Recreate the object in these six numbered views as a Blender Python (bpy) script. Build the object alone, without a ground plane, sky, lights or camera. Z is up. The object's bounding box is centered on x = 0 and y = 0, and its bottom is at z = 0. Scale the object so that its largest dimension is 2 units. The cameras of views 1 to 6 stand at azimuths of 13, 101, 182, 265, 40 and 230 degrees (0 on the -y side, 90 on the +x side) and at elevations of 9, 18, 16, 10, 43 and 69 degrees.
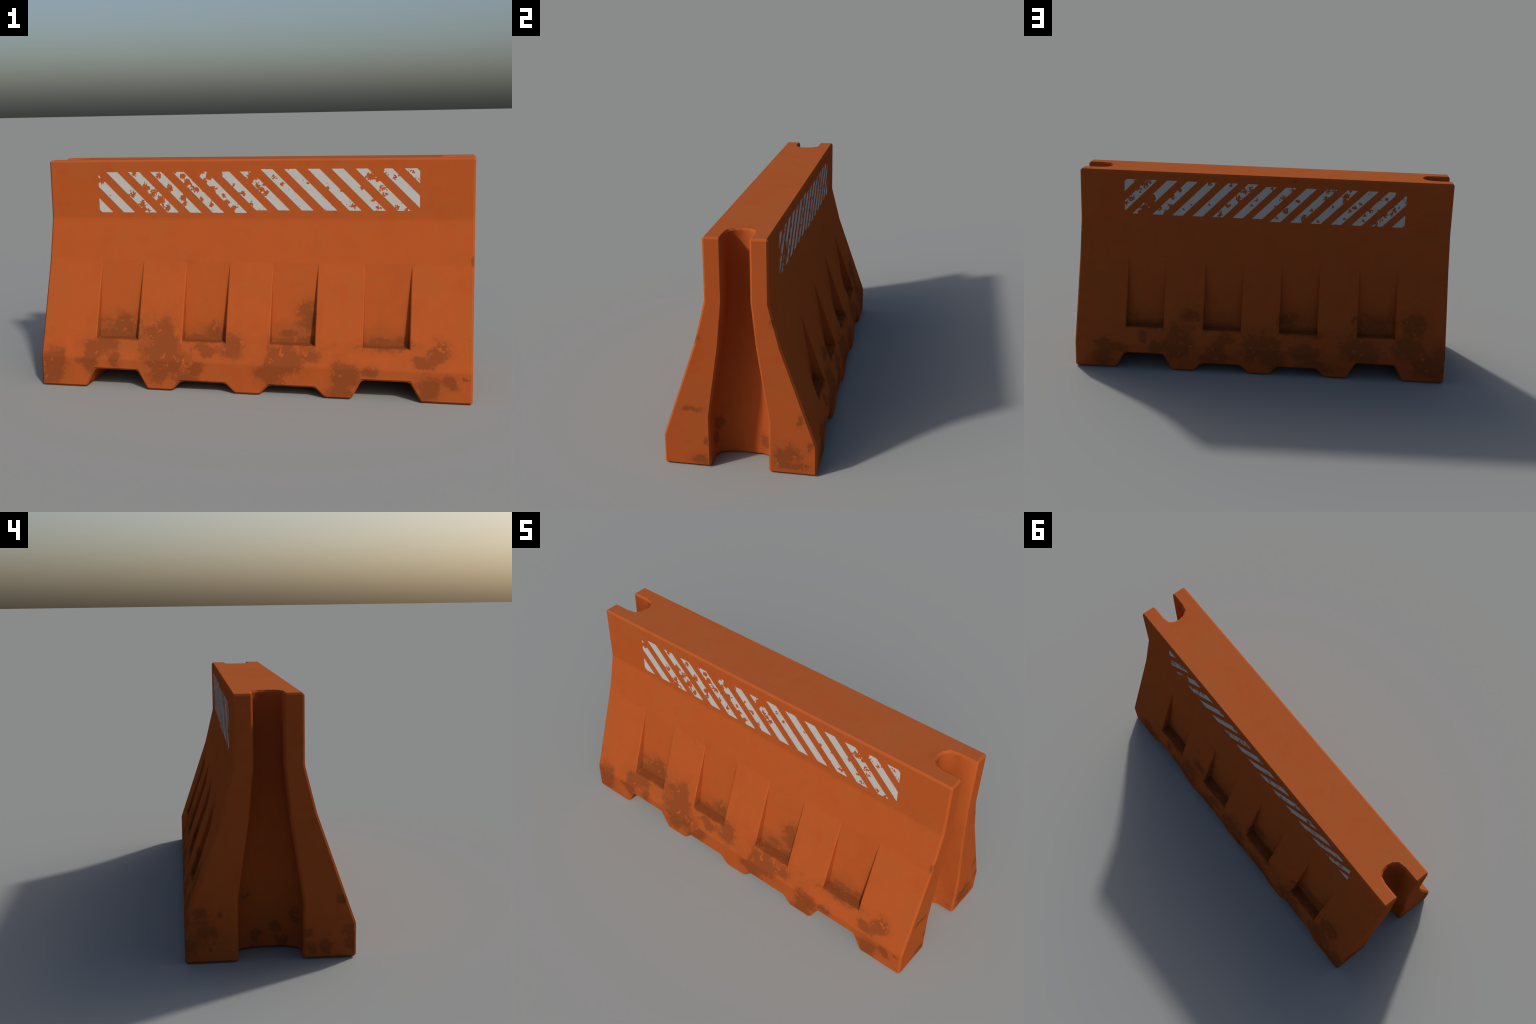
"""Orange moulded plastic road barrier: flared wall with an open connecting
channel down each end, eight tapered recesses, fork notches under the foot and
two bands of chipped white warning stripes."""
import bpy, bmesh, math
from mathutils import Vector, noise

# ------------------------------------------------------------------ sizes (m)
HALF_LENGTH = 1.0
HEIGHT = 1.0532
CHAMFER = 0.0085
TOP_Y, WAIST_Y, FOOT_Y = 0.1377, 0.1852, 0.3382
SHOULDER_Z, WAIST_Z, FOOT_Z = 0.777, 0.585, 0.139
SLOPE_DY = (FOOT_Y - WAIST_Y) / (WAIST_Z - FOOT_Z)      # run per metre of fall

COLUMNS = [(-0.7305, -0.5220), (-0.3112, -0.1016), (0.1016, 0.3112), (0.5220, 0.7305)]
RECESS_BASE_Z = 0.2275          # ledge at the foot of each recess
RECESS_FLOOR_Y = 0.2518         # how far out the recess floor stands at the ledge
NOTCHES = [(0.0875, 0.0473), (0.0445, 0.0450), (0.0445, 0.0450), (0.0875, 0.0473)]

for o in list(bpy.data.objects):
    bpy.data.objects.remove(o, do_unlink=True)
scene = bpy.context.scene


def link(name, mesh, parent=None):
    o = bpy.data.objects.new(name, mesh)
    scene.collection.objects.link(o)
    if parent:
        o.parent = parent
    return o


def mesh_from(name, verts, faces):
    m = bpy.data.meshes.new(name)
    m.from_pydata([tuple(v) for v in verts], [], faces)
    bm = bmesh.new()
    bm.from_mesh(m)
    bmesh.ops.recalc_face_normals(bm, faces=bm.faces)
    bm.to_mesh(m)
    bm.free()
    return m


def loft(rings):
    """closed solid through rings of equal length"""
    n = len(rings[0])
    verts = [p for r in rings for p in r]
    faces = [tuple(range(n))[::-1], tuple(range((len(rings) - 1) * n, len(rings) * n))]
    for k in range(len(rings) - 1):
        for i in range(n):
            j = (i + 1) % n
            faces.append((k * n + i, k * n + j, (k + 1) * n + j, (k + 1) * n + i))
    return verts, faces


def carve(target, cutters):
    for c in cutters:
        md = target.modifiers.new("cut", 'BOOLEAN')
        md.operation, md.solver, md.object = 'DIFFERENCE', 'EXACT', c
    dg = bpy.context.evaluated_depsgraph_get()
    dg.update()
    new = bpy.data.meshes.new_from_object(target.evaluated_get(dg))
    target.modifiers.clear()
    target.data = new
    for c in cutters:
        bpy.data.objects.remove(c, do_unlink=True)


# ------------------------------------------------------------------ wall solid
def soft(p0, p1, p2, d):
    """two points that ease the bend at p1"""
    a, b, c = (Vector(p) for p in (p0, p1, p2))
    return [tuple(b + (a - b).normalized() * d), tuple(b + (c - b).normalized() * d)]


half = [(FOOT_Y, 0.0), (FOOT_Y, FOOT_Z), (WAIST_Y, WAIST_Z), (TOP_Y, SHOULDER_Z), (TOP_Y, HEIGHT)]
side = [half[0]]
for i, d in ((1, 0.004), (2, 0.004), (3, 0.006)):
    side += soft(half[i - 1], half[i], half[i + 1], d)
side.append(half[-1])
profile = side + [(-y, z) for y, z in reversed(side)]
body = link("body", mesh_from("body", *loft(
    [[(x, y, z) for y, z in profile] for x in (-HALF_LENGTH, HALF_LENGTH)])))

cutters = []
# fork notches right through the foot
for (x0, x1), (h, run) in zip(COLUMNS, NOTCHES):
    k = run / h
    e = 0.05
    sec = [(x0, h), (x1, h), (x1 + k * (h + e), -e), (x0 - k * (h + e), -e)]
    cutters.append(link("cut", mesh_from("cut", *loft(
        [[(x, y, z) for x, z in sec] for y in (-0.5, 0.5)]))))

# connecting channel in each end: half-round back, flaring with the wall
CHANNEL = [(1.10, 0.0590, 0.0), (0.777, 0.0590, 0.0), (0.580, 0.0785, 0.25),
           (0.243, 0.1285, 1.0), (-0.05, 0.1285, 1.0)]       # z, half width, fullness
ARC_TOP = [(0.9125, 1.00), (0.8755, 0.86), (0.8590, 0.49), (0.8535, 0.0)]
ARC_LOW = [(0.9130, 1.00), (0.8790, 0.89), (0.8610, 0.56), (0.8570, 0.0)]
for s in (1, -1):
    rings = []
    for z, w, f in CHANNEL:
        arc = [(a[0] + (b[0] - a[0]) * f, w * (a[1] + (b[1] - a[1]) * f)) for a, b in zip(ARC_TOP, ARC_LOW)]
        pts = [(1.2, w)] + arc + [(x, -y) for x, y in reversed(arc[:-1])] + [(1.2, -w)]
        rings.append([(s * x, y, z) for x, y in pts])
    cutters.append(link("cut", mesh_from("cut", *loft(rings))))
carve(body, cutters)


def in_channel(f):
    c, n = f.calc_center_median(), f.normal
    if abs(n.z) > 0.6 or (abs(n.x) > 0.99 and abs(c.x) > 0.99):
        return False
    return all(abs(v.co.x) > 0.835 and abs(v.co.y) < 0.1345 for v in f.verts)


bm = bmesh.new()
bm.from_mesh(body.data)
bmesh.ops.remove_doubles(bm, verts=bm.verts, dist=1e-5)
bmesh.ops.dissolve_limit(bm, angle_limit=math.radians(0.4), verts=bm.verts, edges=bm.edges)
bm.normal_update()
chan = {f for f in bm.faces if in_channel(f)}
sharp = [e for e in bm.edges if len(e.link_faces) == 2
         and e.calc_face_angle() > math.radians(35)
         and not all(f in chan for f in e.link_faces)]
bmesh.ops.bevel(bm, geom=sharp, offset=CHAMFER, offset_type='OFFSET', segments=1,
                affect='EDGES', clamp_overlap=False)
bm.normal_update()
bm.to_mesh(body.data)
bm.free()

# ------------------------------------------------------------------ recesses
SIN = SLOPE_DY / math.hypot(SLOPE_DY, 1)
COS = 1 / math.hypot(SLOPE_DY, 1)


def on_slope(s, x, z, h):
    """point at height z on the flared face, lifted h along the face normal"""
    y = FOOT_Y - SLOPE_DY * (z - FOOT_Z)
    return (x, s * (y + h * COS), z + h * SIN)


FLOOR_DY = (RECESS_FLOOR_Y - WAIST_Y) / (WAIST_Z - RECESS_BASE_Z)


def recess_cutter(s, x0, x1, flare):
    """wedge between the recess floor and the outside; flare > 0 gives its rim chamfer"""
    zt, zb, out = 0.66, RECESS_BASE_Z, 0.55
    fy = lambda z: WAIST_Y + FLOOR_DY * (WAIST_Z - z)
    if not flare:
        sec = [(fy(zt), zt), (fy(zb), zb), (out, zb), (out, zt)]
        return [[(x, s * y, z) for y, z in sec] for x in (x0, x1)]
    h = 0.03
    inner = [on_slope(s, x, z, -flare) for x, z in ((x0, zb), (x1, zb), (x1, zt), (x0, zt))]
    g = h + flare
    outer = [on_slope(s, x, z, h) for x, z in ((x0 - g, zb - g), (x1 + g, zb - g), (x1 + g, zt + g), (x0 - g, zt + g))]
    return [inner, outer]


cutters = []
for s in (-1, 1):
    for x0, x1 in COLUMNS:
        x0, x1 = x0 + 0.0022, x1 - 0.0022
        a = link("cut", mesh_from("cut", *loft(recess_cutter(s, x0, x1, 0))))
        b = link("cut", mesh_from("cut", *loft(recess_cutter(s, x0, x1, 0.0045))))
        # the flared rim may not reach below the floor: keep only what lies above it
        fy = lambda z: WAIST_Y + FLOOR_DY * (WAIST_Z - z)
        box = link("cut", mesh_from("cut", *loft(
            [[(x, s * y, z) for y, z in ((fy(0.8), 0.8), (fy(0.1), 0.1), (0.8, 0.1), (0.8, 0.8))] for x in (-2, 2)])))
        md = b.modifiers.new("keep", 'BOOLEAN')
        md.operation, md.solver, md.object = 'INTERSECT', 'EXACT', box
        dg = bpy.context.evaluated_depsgraph_get()
        dg.update()
        b.data = bpy.data.meshes.new_from_object(b.evaluated_get(dg))
        b.modifiers.clear()
        bpy.data.objects.remove(box, do_unlink=True)
        cutters += [a, b]
carve(body, cutters)

bm = bmesh.new()
bm.from_mesh(body.data)
bmesh.ops.remove_doubles(bm, verts=bm.verts, dist=2e-5)
bmesh.ops.dissolve_limit(bm, angle_limit=math.radians(0.3), verts=bm.verts, edges=bm.edges)
bm.normal_update()


def in_recess(f):
    c = f.calc_center_median()
    if not (RECESS_BASE_Z - 0.003 < c.z < WAIST_Z + 0.01):
        return None
    depth = (FOOT_Y - SLOPE_DY * (c.z - FOOT_Z)) - abs(c.y)
    if depth < 0.0045:
        return None
    for i, (x0, x1) in enumerate(COLUMNS):
        if x0 - 0.001 < c.x < x1 + 0.001:
            return ("recess", i, c.y > 0)


groups = {}
for f in bm.faces:
    key = ("channel", f.calc_center_median().x > 0) if in_channel(f) else in_recess(f)
    groups.setdefault(key, []).append(f.index)
    f.smooth = bool(key and key[0] == "channel")


def piece(keep):
    keep = set(keep)
    nb = bm.copy()
    nb.faces.ensure_lookup_table()
    bmesh.ops.delete(nb, geom=[f for f in nb.faces if f.index not in keep], context='FACES')
    m = bpy.data.meshes.new("piece")
    nb.to_mesh(m)
    nb.free()
    return m


bm.faces.index_update()
barrier = link("road_barrier", None)
barrier["label"] = "orange plastic road barrier with chipped white diagonal stripes"
barrier["category"] = "road barrier"
parts = []
for key, idx in groups.items():
    name = {None: "body", "recess": "recessed_panel", "channel": "end_channel"}[key[0] if key else None]
    m = piece(idx)
    m.name = name
    if name == "body":
        body.data = m
        body.parent = barrier
        parts.append(body)
    else:
        parts.append(link(name, m, barrier))
bm.free()

# ------------------------------------------------------------------ materials


class Nodes:
    """small helper that writes node trees as expressions"""

    def __init__(self, name):
        self.mat = bpy.data.materials.new(name)
        self.mat.use_nodes = True
        self.t = self.mat.node_tree
        self.bsdf = self.t.nodes["Principled BSDF"]
        self.obj = self.t.nodes.new("ShaderNodeTexCoord").outputs["Object"]

    def put(self, sock, v):
        if hasattr(v, "is_output"):
            self.t.links.new(v, sock)
        else:
            sock.default_value = v

    def math(self, op, a, b=None, c=None, clamp=False):
        n = self.t.nodes.new("ShaderNodeMath")
        n.operation, n.use_clamp = op, clamp
        for i, v in enumerate((a, b, c)):
            if v is not None:
                self.put(n.inputs[i], v)
        return n.outputs[0]

    def vec(self, op, a, b=None, c=None):
        n = self.t.nodes.new("ShaderNodeVectorMath")
        n.operation = op
        for i, v in enumerate((a, b, c)):
            if v is not None:
                self.put(n.inputs[i], v)
        return n.outputs["Value"] if op in ('LENGTH', 'DOT_PRODUCT', 'DISTANCE') else n.outputs["Vector"]

    def noise(self, scale, detail=3, rough=0.5, at=None, colour=False, distortion=0.0):
        n = self.t.nodes.new("ShaderNodeTexNoise")
        n.inputs["Scale"].default_value = scale
        n.inputs["Detail"].default_value = detail
        n.inputs["Roughness"].default_value = rough
        n.inputs["Distortion"].default_value = distortion
        self.put(n.inputs["Vector"], at or self.obj)
        return n.outputs["Color"] if colour else n.outputs["Fac"]

    def ramp(self, v, lo, hi, a=0.0, b=1.0, smooth=True):
        n = self.t.nodes.new("ShaderNodeMapRange")
        n.interpolation_type = 'SMOOTHSTEP' if smooth else 'LINEAR'
        self.put(n.inputs["Value"], v)
        for k, x in (("From Min", lo), ("From Max", hi), ("To Min", a), ("To Max", b)):
            n.inputs[k].default_value = x
        return n.outputs["Result"]

    def mix(self, fac, a, b, mode='MIX'):
        n = self.t.nodes.new("ShaderNodeMix")
        n.data_type, n.blend_type = 'RGBA', mode
        self.put(n.inputs[0], fac)
        self.put(n.inputs[6], a if hasattr(a, "is_output") else (*a, 1))
        self.put(n.inputs[7], b if hasattr(b, "is_output") else (*b, 1))
        return n.outputs[2]


# mud splashes. sides: (x, z, rx, rz); ends: (y, z, ry, rz)
MUD_FRONT = [
    (-0.936, 0.122, 0.051, 0.047), (-0.949, 0.051, 0.042, 0.042), (-0.746, 0.181, 0.060, 0.055),
    (-0.671, 0.200, 0.055, 0.027), (-0.757, 0.115, 0.032, 0.041), (-0.627, 0.134, 0.023, 0.023),
    (-0.612, 0.287, 0.077, 0.041), (-0.417, 0.205, 0.085, 0.090), (-0.365, 0.132, 0.089, 0.053),
    (-0.413, 0.084, 0.049, 0.040), (-0.458, 0.254, 0.027, 0.036), (-0.196, 0.200, 0.053, 0.022),
    (-0.251, 0.109, 0.031, 0.035), (-0.276, 0.049, 0.067, 0.018), (-0.178, 0.271, 0.035, 0.035),
    (-0.118, 0.265, 0.022, 0.022), (-0.070, 0.217, 0.048, 0.048), (0.167, 0.162, 0.073, 0.059),
    (0.118, 0.102, 0.054, 0.044), (0.288, 0.198, 0.044, 0.029), (0.262, 0.340, 0.034, 0.059),
    (0.176, 0.268, 0.044, 0.015), (0.451, 0.102, 0.049, 0.053), (0.561, 0.122, 0.029, 0.024),
    (0.436, 0.027, 0.054, 0.029), (0.858, 0.219, 0.034, 0.039), (0.799, 0.172, 0.048, 0.017),
    (0.809, 0.055, 0.039, 0.048), (0.897, 0.088, 0.036, 0.024), (0.978, 0.106, 0.010, 0.010),
    (0.994, 0.600, 0.006, 0.020)]
MUD_BACK = [
    (0.857, 0.065, 0.052, 0.043), (0.856, 0.139, 0.047, 0.024), (0.777, 0.125, 0.056, 0.024),
    (0.453, 0.140, 0.070, 0.074), (0.457, 0.209, 0.037, 0.042), (0.545, 0.127, 0.047, 0.028),
    (0.379, 0.304, 0.045, 0.030), (0.640, 0.179, 0.022, 0.022), (0.236, 0.137, 0.060, 0.051),
    (0.178, 0.183, 0.037, 0.028), (0.244, 0.082, 0.070, 0.033), (0.000, 0.145, 0.090, 0.066),
    (-0.060, 0.110, 0.085, 0.060), (-0.248, 0.127, 0.074, 0.045), (-0.301, 0.054, 0.100, 0.030),
    (-0.151, 0.290, 0.049, 0.035), (-0.624, 0.280, 0.085, 0.050), (-0.500, 0.311, 0.020, 0.020),
    (-0.537, 0.164, 0.094, 0.055), (-0.569, 0.117, 0.050, 0.030), (-0.820, 0.298, 0.055, 0.055),
    (-0.801, 0.171, 0.075, 0.045), (-0.914, 0.087, 0.090, 0.060), (-0.958, 0.160, 0.040, 0.040),
    (0.993, 0.690, 0.008, 0.025)]
MUD_RIGHT_END = [
    (-0.205, 0.282, 0.037, 0.017), (-0.163, 0.036, 0.045, 0.028), (-0.143, 0.121, 0.014, 0.014),
    (0.205, 0.092, 0.067, 0.050), (0.272, 0.263, 0.024, 0.024), (0.222, 0.038, 0.084, 0.027),
    (0.305, 0.139, 0.020, 0.020)]
MUD_LEFT_END = [
    (0.274, 0.206, 0.031, 0.028), (0.195, 0.200, 0.019, 0.019), (0.255, 0.122, 0.041, 0.041),
    (0.326, 0.074, 0.016, 0.016), (0.229, 0.050, 0.013, 0.013), (-0.219, 0.052, 0.035, 0.029),
    (-0.156, 0.111, 0.019, 0.019), (-0.162, 0.045, 0.025, 0.025), (-0.310, 0.065, 0.029, 0.029),
    (-0.287, 0.241, 0.022, 0.022)]
# inside the channels: (x, y, z, r)
MUD_CHANNEL = [
    (0.88, 0.090, 0.075, 0.042), (0.90, -0.120, 0.157, 0.042), (0.92, -0.130, 0.087, 0.034),
    (-0.86, -0.037, 0.092, 0.028), (-0.88, -0.115, 0.133, 0.036), (-0.86, 0.053, 0.056, 0.028),
    (-0.86, -0.056, 0.031, 0.032), (-0.87, 0.090, 0.227, 0.028)]

ORANGE = (0.360, 0.0780, 0.0190)
ORANGE_YELLOW = (0.342, 0.0815, 0.0205)
ORANGE_RED = (0.348, 0.0735, 0.0185)
MUD = (0.175, 0.0440, 0.0120)
WHITE = (0.420, 0.415, 0.400)


def plastic(name, mud=True, low_brown=False):
    g = Nodes(name)
    # slightly uneven pigment
    tone = g.noise(5.5, 4, 0.6)
    base = g.mix(g.ramp(tone, 0.36, 0.52), ORANGE_YELLOW, ORANGE)
    base = g.mix(g.ramp(g.noise(9.0, 4, 0.6, at=g.vec('ADD', g.obj, (3.1, 7.7, 1.3))), 0.50, 0.66), base, ORANGE_RED)
    # fine speckle
    base = g.mix(g.ramp(g.noise(160.0, 3, 0.7), 0.3, 0.7, 0.0, 0.10), base, (0.31, 0.061, 0.012))
    # long faint scuffs
    scuff = g.noise(1.0, 3, 0.6, at=g.vec('MULTIPLY', g.vec('ADD', g.obj, g.vec('MULTIPLY', g.noise(2.2, 2, 0.5, colour=True), (0.2, 0.2, 0.2))), (9.0, 60.0, 60.0)))
    base = g.mix(g.ramp(scuff, 0.60, 0.72, 0.0, 0.14), base, (0.30, 0.062, 0.014))
    # hairline scratches: thin contours of a smooth field, here and there
    line = g.math('ABSOLUTE', g.math('SUBTRACT', g.noise(3.4, 1, 0.4, at=g.vec('ADD', g.obj, (8.8, 1.2, 4.4))), 0.5))
    patch = g.ramp(g.noise(2.6, 2, 0.5, at=g.vec('ADD', g.obj, (2.2, 9.1, 0.4))), 0.45, 0.60, 0.0, 0.16)
    base = g.mix(g.math('MULTIPLY', g.ramp(line, 0.0, 0.004, 1.0, 0.0), patch), base, (0.22, 0.048, 0.011))
    rough = 0.62
    if mud:
        wob = g.vec('SUBTRACT', g.noise(11.0, 3, 0.6, colour=True), (0.5, 0.5, 0.5))
        fine = g.vec('SUBTRACT', g.noise(45.0, 4, 0.65, colour=True), (0.5, 0.5, 0.5))
        p = g.vec('MULTIPLY_ADD', wob, (0.085, 0.085, 0.085), g.obj)
        p = g.vec('MULTIPLY_ADD', fine, (0.026, 0.026, 0.026), p)
        spots = []
        for s, lst in ((-1, MUD_FRONT), (1, MUD_BACK)):
            for x, z, rx, rz in lst:
                y = FOOT_Y if z < FOOT_Z else FOOT_Y - SLOPE_DY * (z - FOOT_Z)
                spots.append((x, s * y, z, rx, 0.11 if z < 0.5 else 0.02, rz))
        for s, lst in ((1, MUD_RIGHT_END), (-1, MUD_LEFT_END)):
            for y, z, ry, rz in lst:
                spots.append((s * HALF_LENGTH, y, z, 0.06, ry, rz))
        spots += [(x, y, z, r * 0.85, r * 0.85, r) for x, y, z, r in MUD_CHANNEL]
        # silt spots along the ledge of each recess
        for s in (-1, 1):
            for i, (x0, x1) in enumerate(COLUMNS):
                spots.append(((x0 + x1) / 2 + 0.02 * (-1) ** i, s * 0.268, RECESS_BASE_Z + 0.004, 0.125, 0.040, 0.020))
        field = None
        for x, y, z, rx, ry, rz in spots:
            k = 1.30 if abs(y) > 0.15 and rx != 0.06 else 0.95
            inv = (1 / (rx * k), 1 / (ry * k), 1 / (rz * k))
            q = g.vec('MULTIPLY_ADD', p, inv, (-x * inv[0], -y * inv[1], -z * inv[2]))
            d = g.vec('LENGTH', q)
            field = d if field is None else g.math('MINIMUM', field, d)
        field = g.math('SUBTRACT', 1.0, field)
        grain = g.math('SUBTRACT', g.noise(17.0, 7, 0.66, distortion=0.3), 0.5)
        f = g.math('MULTIPLY_ADD', grain, 2.1, field)
        haze = g.ramp(f, -0.85, 0.10)
        thin = g.ramp(f, 0.00, 0.03)
        thick = g.ramp(f, 0.24, 0.27)
        # flakes where the mud has dropped off again
        flake = g.math('MULTIPLY', g.ramp(g.noise(40.0, 3, 0.55, at=g.vec('ADD', g.obj, (5.3, 0.7, 2.9))), 0.615, 0.63),
                       g.ramp(g.noise(11.0, 2, 0.5, at=g.vec('ADD', g.obj, (0.3, 2.7, 6.9))), 0.46, 0.52))
        keep = g.math('SUBTRACT', 1.0, flake)
        m = g.math('MULTIPLY_ADD', thick, 0.20, g.math('MULTIPLY', thin, 0.27))
        m = g.math('MULTIPLY', g.math('MULTIPLY_ADD', haze, 0.17, m), keep)
        mudcol = g.mix(g.noise(14.0, 3, 0.6), (0.150, 0.0420, 0.0140), (0.122, 0.0410, 0.0145))
        base = g.mix(m, base, mudcol)
        # thin pale dust lying on the flat top
        lid = g.ramp(g.vec('DOT_PRODUCT', g.obj, (0, 0, 1)), HEIGHT - 0.004, HEIGHT - 0.001)
        dust = g.ramp(g.noise(7.0, 5, 0.6, at=g.vec('ADD', g.obj, (4.7, 1.1, 3.9))), 0.30, 0.70, 0.048, 0.074)
        base = g.mix(g.math('MULTIPLY', lid, dust), base, (0.36, 0.27, 0.14))
        if low_brown:
            # browner tone low in the recess: strongest just above the ledge
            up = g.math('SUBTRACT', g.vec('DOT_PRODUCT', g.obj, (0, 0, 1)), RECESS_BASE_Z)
            low_tone = g.math('MULTIPLY_ADD', g.noise(12.0, 5, 0.65, at=g.vec('ADD', g.obj, (6.1, 3.3, 0.8))), 0.9, g.ramp(up, 0.0, 0.20, 0.55, -0.30, smooth=False))
            base = g.mix(g.ramp(low_tone, 0.45, 0.85, 0.0, 0.30), base, (0.170, 0.0560, 0.0175))
        # small grimy nicks along the upper rim
        band = g.math('SUBTRACT', 1.0, g.math('MULTIPLY', g.math('ABSOLUTE', g.math('SUBTRACT', g.vec('DOT_PRODUCT', g.obj, (0, 0, 1)), 1.030)), 1 / 0.020), clamp=True)
        nick = g.ramp(g.math('MULTIPLY_ADD', band, 0.22, g.noise(15.0, 5, 0.65, at=g.vec('ADD', g.obj, (1.9, 4.1, 8.2)))), 0.78, 0.86, 0.0, 0.40)
        base = g.mix(nick, base, MUD)
        rough = g.ramp(m, 0.0, 0.9, 0.60, 0.78)
        bump_h = g.math('MULTIPLY_ADD', m, 0.6, g.noise(210.0, 3, 0.6))
    else:
        bump_h = g.noise(210.0, 3, 0.6)
    b = g.t.nodes.new("ShaderNodeBump")
    b.inputs["Strength"].default_value = 0.10
    b.inputs["Distance"].default_value = 0.002
    g.put(b.inputs["Height"], bump_h)
    g.put(g.bsdf.inputs["Normal"], b.outputs[0])
    g.put(g.bsdf.inputs["Base Color"], base)
    g.put(g.bsdf.inputs["Roughness"], rough)
    g.bsdf.inputs["Specular IOR Level"].default_value = 0.0
    return g.mat


def paint():
    g = Nodes("white_paint")
    col = g.mix(g.ramp(g.noise(30.0, 4, 0.6), 0.3, 0.7), WHITE, (0.400, 0.395, 0.380))
    g.put(g.bsdf.inputs["Base Color"], col)
    g.bsdf.inputs["Roughness"].default_value = 0.62
    g.bsdf.inputs["Specular IOR Level"].default_value = 0.0
    return g.mat


orange = plastic("orange_plastic")
browned = plastic("browned_orange_plastic", low_brown=True)
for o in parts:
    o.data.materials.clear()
    o.data.materials.append(browned if o.name.startswith("recessed_panel") else orange)
white = paint()

# ------------------------------------------------------------------ stripes
# worn places on the two bands: (x, z, radius, how far gone)
WEAR_FRONT = [
    (-0.734, 0.959, 0.019, 1.5), (-0.582, 0.893, 0.017, 1.0), (-0.531, 0.846, 0.022, 1.0), (-0.528, 0.822, 0.013, 2.5),
    (-0.505, 0.817, 0.011, 1.0), (-0.571, 0.987, 0.013, 1.3), (-0.516, 0.922, 0.022, 1.0), (-0.479, 0.897, 0.022, 1.0),
    (-0.443, 0.864, 0.025, 1.4), (-0.410, 0.828, 0.018, 1.2), (-0.450, 0.979, 0.015, 1.0), (-0.403, 0.918, 0.022, 1.0),
    (-0.333, 0.875, 0.018, 1.3), (-0.326, 0.846, 0.014, 1.2), (-0.333, 0.976, 0.013, 3.0), (-0.310, 0.947, 0.016, 2.6),
    (-0.370, 0.995, 0.009, 1.0), (-0.291, 0.922, 0.014, 1.0), (-0.268, 0.915, 0.014, 1.2), (-0.244, 0.868, 0.011, 1.3),
    (-0.196, 0.843, 0.013, 1.4), (-0.262, 0.992, 0.022, 3.0), (-0.206, 0.977, 0.016, 2.6), (-0.226, 0.952, 0.011, 2.2),
    (-0.195, 0.907, 0.021, 1.6), (-0.136, 0.886, 0.011, 1.0), (-0.123, 0.854, 0.014, 1.2), (-0.090, 0.829, 0.018, 1.0),
    (-0.152, 0.989, 0.014, 1.3), (-0.088, 0.936, 0.011, 1.0), (-0.045, 0.897, 0.014, 1.0), (-0.010, 0.847, 0.014, 1.0),
    (-0.001, 0.974, 0.027, 1.3), (0.035, 0.924, 0.025, 1.3), (0.062, 0.897, 0.020, 1.2), (0.104, 0.969, 0.013, 1.0),
    (0.140, 0.940, 0.011, 1.2), (0.258, 0.942, 0.007, 1.5), (0.351, 0.920, 0.011, 1.0), (0.409, 0.906, 0.007, 1.0),
    (0.466, 0.840, 0.016, 1.2), (0.506, 0.919, 0.015, 1.0), (0.550, 0.867, 0.013, 1.0), (0.576, 0.832, 0.013, 1.0),
    (0.545, 0.972, 0.020, 1.5), (0.576, 0.959, 0.011, 2.5), (0.597, 0.919, 0.018, 1.0), (0.606, 0.893, 0.013, 1.0),
    (0.658, 0.832, 0.013, 1.0), (0.701, 0.823, 0.013, 1.3), (0.588, 1.002, 0.019, 2.5), (0.614, 0.985, 0.011, 1.0),
    (0.653, 0.967, 0.013, 1.0), (0.722, 0.993, 0.011, 1.0), (0.747, 0.967, 0.011, 1.0)]
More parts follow.
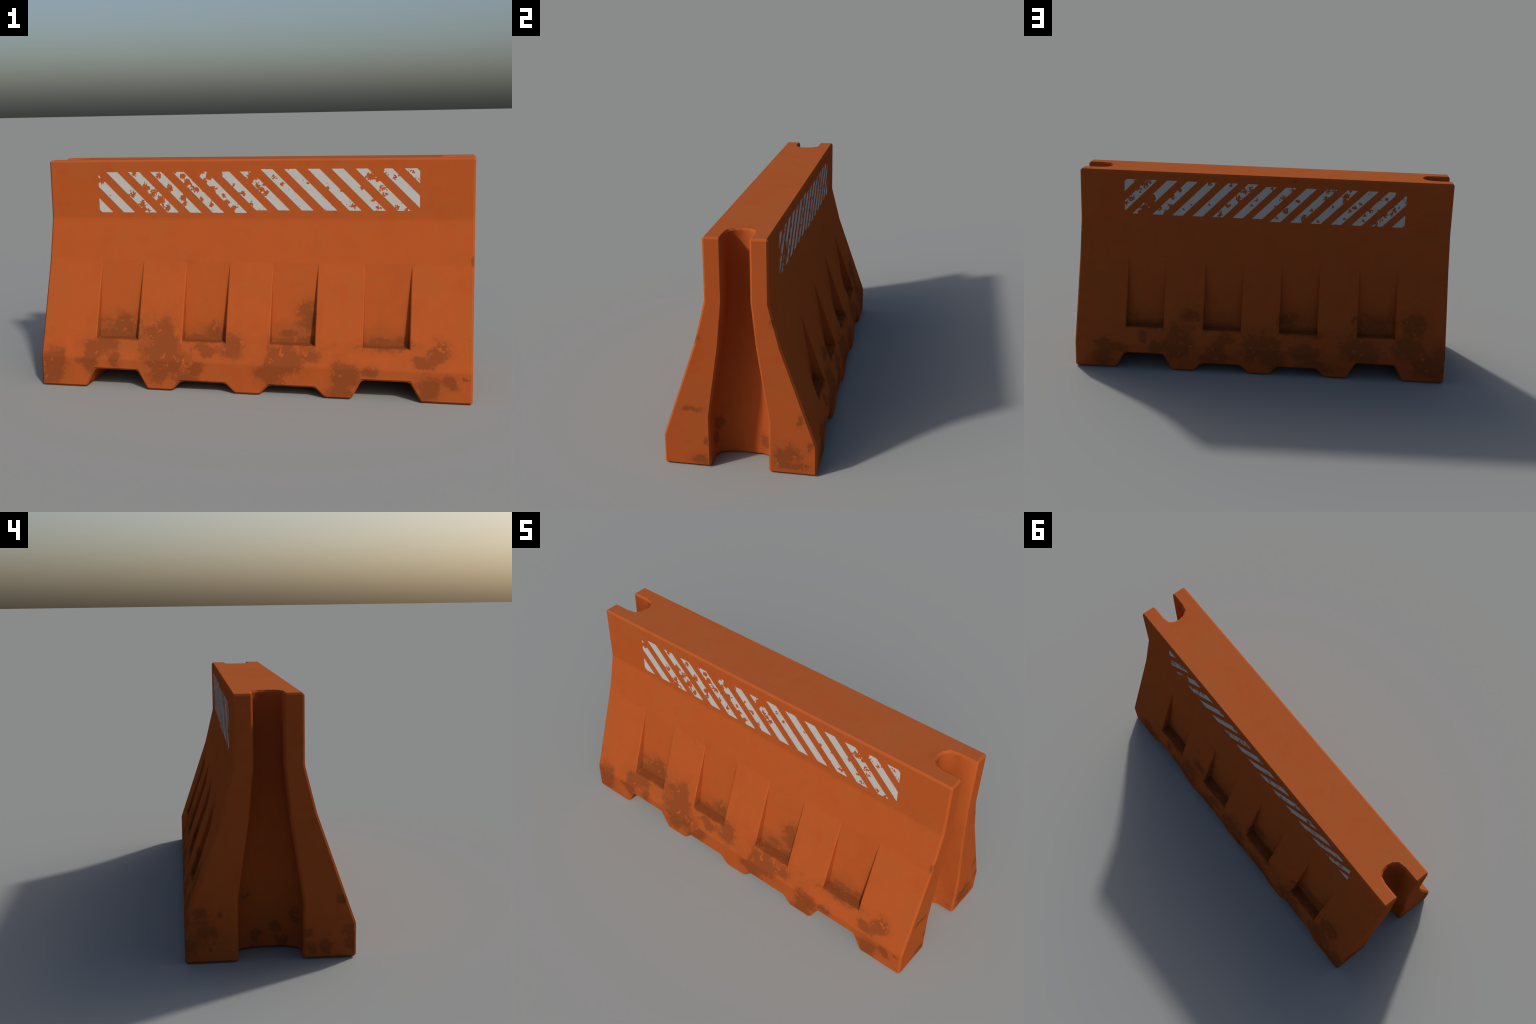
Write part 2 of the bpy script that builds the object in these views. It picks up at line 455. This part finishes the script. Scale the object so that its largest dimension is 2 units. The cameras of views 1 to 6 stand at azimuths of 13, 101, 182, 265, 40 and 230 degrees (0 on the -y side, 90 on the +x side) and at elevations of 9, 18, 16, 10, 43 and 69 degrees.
WEAR_BACK = [
    (0.703, 1.002, 0.010, 1.0), (0.648, 0.981, 0.024, 1.2), (0.629, 0.993, 0.016, 1.2), (0.684, 0.951, 0.016, 1.0),
    (0.723, 0.902, 0.020, 1.2), (0.751, 0.876, 0.012, 1.3), (0.610, 0.911, 0.018, 3.0), (0.625, 0.886, 0.032, 1.6),
    (0.653, 0.849, 0.026, 1.7), (0.675, 0.824, 0.016, 3.0), (0.461, 0.957, 0.010, 1.4), (0.504, 0.919, 0.016, 1.2),
    (0.516, 0.871, 0.016, 1.0), (0.570, 0.852, 0.018, 1.2), (0.539, 0.838, 0.014, 1.0), (0.302, 1.002, 0.012, 1.3),
    (0.269, 1.000, 0.009, 1.5), (0.402, 0.880, 0.006, 1.3), (0.441, 0.854, 0.006, 1.5), (0.302, 0.885, 0.006, 1.5),
    (0.189, 0.997, 0.012, 1.2), (0.115, 0.969, 0.017, 1.2), (0.084, 0.982, 0.016, 1.2), (0.145, 0.928, 0.019, 1.2),
    (0.203, 0.885, 0.014, 1.3), (0.245, 0.835, 0.018, 1.2), (0.048, 0.920, 0.012, 1.0), (0.074, 0.891, 0.012, 1.0),
    (-0.036, 0.987, 0.012, 1.2), (-0.025, 0.959, 0.006, 1.0), (-0.148, 0.980, 0.016, 1.0), (-0.096, 0.940, 0.021, 1.2),
    (-0.053, 0.890, 0.010, 1.0), (-0.175, 0.927, 0.014, 1.2), (-0.111, 0.869, 0.021, 1.2), (-0.063, 0.829, 0.010, 1.0),
    (-0.336, 0.985, 0.016, 1.1), (-0.364, 0.986, 0.016, 1.1), (-0.321, 0.946, 0.016, 1.2), (-0.251, 0.880, 0.012, 1.0),
    (-0.207, 0.836, 0.019, 1.2), (-0.431, 0.964, 0.018, 1.6), (-0.450, 0.994, 0.012, 1.2), (-0.424, 0.938, 0.014, 2.0),
    (-0.361, 0.902, 0.007, 1.6), (-0.287, 0.818, 0.010, 1.2), (-0.560, 0.982, 0.007, 1.3), (-0.507, 0.923, 0.012, 1.2),
    (-0.479, 0.903, 0.012, 2.0), (-0.452, 0.885, 0.014, 1.0), (-0.430, 0.837, 0.010, 1.0), (-0.647, 0.957, 0.014, 1.2),
    (-0.619, 0.951, 0.010, 1.0), (-0.566, 0.890, 0.016, 1.3), (-0.535, 0.863, 0.012, 1.0), (-0.606, 0.896, 0.007, 1.6),
    (-0.528, 0.834, 0.010, 1.0), (-0.741, 0.949, 0.012, 1.0), (-0.715, 0.981, 0.025, 3.0), (-0.715, 0.914, 0.012, 1.0),
    (-0.692, 0.900, 0.019, 1.6), (-0.673, 0.878, 0.014, 1.4), (-0.645, 0.869, 0.017, 1.6), (-0.618, 0.846, 0.019, 1.0),
    (-0.595, 0.820, 0.017, 1.5)]
WEAR_FRONT = [(x, z, r, w * (1.25 if x < 0.0 else 1.0)) for x, z, r, w in WEAR_FRONT]
WEAR_BACK = [(x, z, r, w * (0.8 if x < -0.55 else 1.0)) for x, z, r, w in WEAR_BACK]
STRIPE_WIDTH = 0.0548           # along x; the stripes lean 45 degrees
FILM = 0.0008
CELL = 0.0024


def stripe_edge(k):
    return 0.0675 + 0.1095 * k if k < 8 else 0.939 + 0.1088 * (k - 8)


def band_limits(x):
    """the right half of each band sits 12 mm higher than the left half"""
    return (0.8183, 1.0078) if x >= 0 else (0.8058, 0.9968)


def stripe_field(x, z, k, wear, seed):
    """> 0 where paint is left"""
    lo, hi = band_limits(x)
    s0 = stripe_edge(k)
    s = x + z
    d = min(s - s0, s0 + STRIPE_WIDTH - s) * 0.7071
    d = min(d, z - lo, hi - z, 0.7602 - x, x + 0.7510)
    d = min(d, (1.7575 - s) * 0.7071, (s - 0.0675) * 0.7071)          # clipped band corners
    gone = 0.0
    ragged = 1.0 + 0.9 * noise.noise(Vector((x * 75, z * 75, seed + 4)))
    for cx, cz, r, w in wear:
        q = ragged * ((x - cx) ** 2 + (z - cz) ** 2) / (r * 1.2) ** 2
        if q < 1:
            gone = max(gone, w * (1 - q))
    n = noise.noise(Vector((x * 145, z * 145, seed))) + 0.45 * noise.noise(Vector((x * 320, z * 320, seed + 9)))
    chip = (0.65 - 0.88 * gone - n) * 0.006
    return min(d, chip)


def stripe_mesh(k, side_sign, wear, seed):
    s0 = stripe_edge(k)
    x_lo, x_hi = max(-0.76, s0 - 1.02), min(0.77, s0 + STRIPE_WIDTH - 0.79)
    nx, nz = int((x_hi - x_lo) / CELL) + 2, int((1.02 - 0.795) / CELL) + 2
    F = {}

    def val(i, j):
        if (i, j) not in F:
            F[i, j] = stripe_field(x_lo + i * CELL, 0.795 + j * CELL, k, wear, seed)
        return F[i, j]

    verts, index, faces = [], {}, []

    def vert(key, x, z):
        if key not in index:
            index[key] = len(verts)
            verts.append((x, z))
        return index[key]

    for i in range(nx):
        for j in range(nz):
            # skip cells that lie clear of this stripe
            s = x_lo + i * CELL + 0.795 + j * CELL
            if s < s0 - 3 * CELL or s > s0 + STRIPE_WIDTH + CELL:
                continue
            cs = [(i, j), (i + 1, j), (i + 1, j + 1), (i, j + 1)]
            vs = [val(*c) for c in cs]
            if max(vs) <= 0:
                continue
            poly = []
            for a in range(4):
                b = (a + 1) % 4
                (ia, ja), (ib, jb) = cs[a], cs[b]
                if vs[a] > 0:
                    poly.append(vert(cs[a], x_lo + ia * CELL, 0.795 + ja * CELL))
                if (vs[a] > 0) != (vs[b] > 0):
                    t = min(0.96, max(0.04, vs[a] / (vs[a] - vs[b])))
                    poly.append(vert(tuple(sorted((cs[a], cs[b]))),
                                     x_lo + (ia + (ib - ia) * t) * CELL, 0.795 + (ja + (jb - ja) * t) * CELL))
            if len(poly) > 2:
                faces.append(poly)
    m = bpy.data.meshes.new("stripe")
    y_out, y_in = side_sign * (TOP_Y + FILM), side_sign * (TOP_Y - 0.0006)
    sb = bmesh.new()
    bv = [sb.verts.new((x, y_out, z)) for x, z in verts]
    for p in faces:
        sb.faces.new([bv[q] for q in (p if side_sign < 0 else p[::-1])])
    rim = [e for e in sb.edges if len(e.link_faces) == 1]
    ext = bmesh.ops.extrude_edge_only(sb, edges=rim)
    for v in ext["geom"]:
        if isinstance(v, bmesh.types.BMVert):
            v.co.y = y_in
    bmesh.ops.recalc_face_normals(sb, faces=sb.faces)
    top = next(f for f in sb.faces if all(abs(v.co.y - y_out) < 1e-6 for v in f.verts))
    if top.normal.y * side_sign < 0:
        bmesh.ops.reverse_faces(sb, faces=sb.faces)
    sb.to_mesh(m)
    sb.free()
    m.materials.append(white)
    return m


for sign, wear, seed in ((-1, WEAR_FRONT, 3.7), (1, WEAR_BACK, 21.3)):
    for k in range(16):
        link("stripe", stripe_mesh(k, sign, wear, seed), barrier)
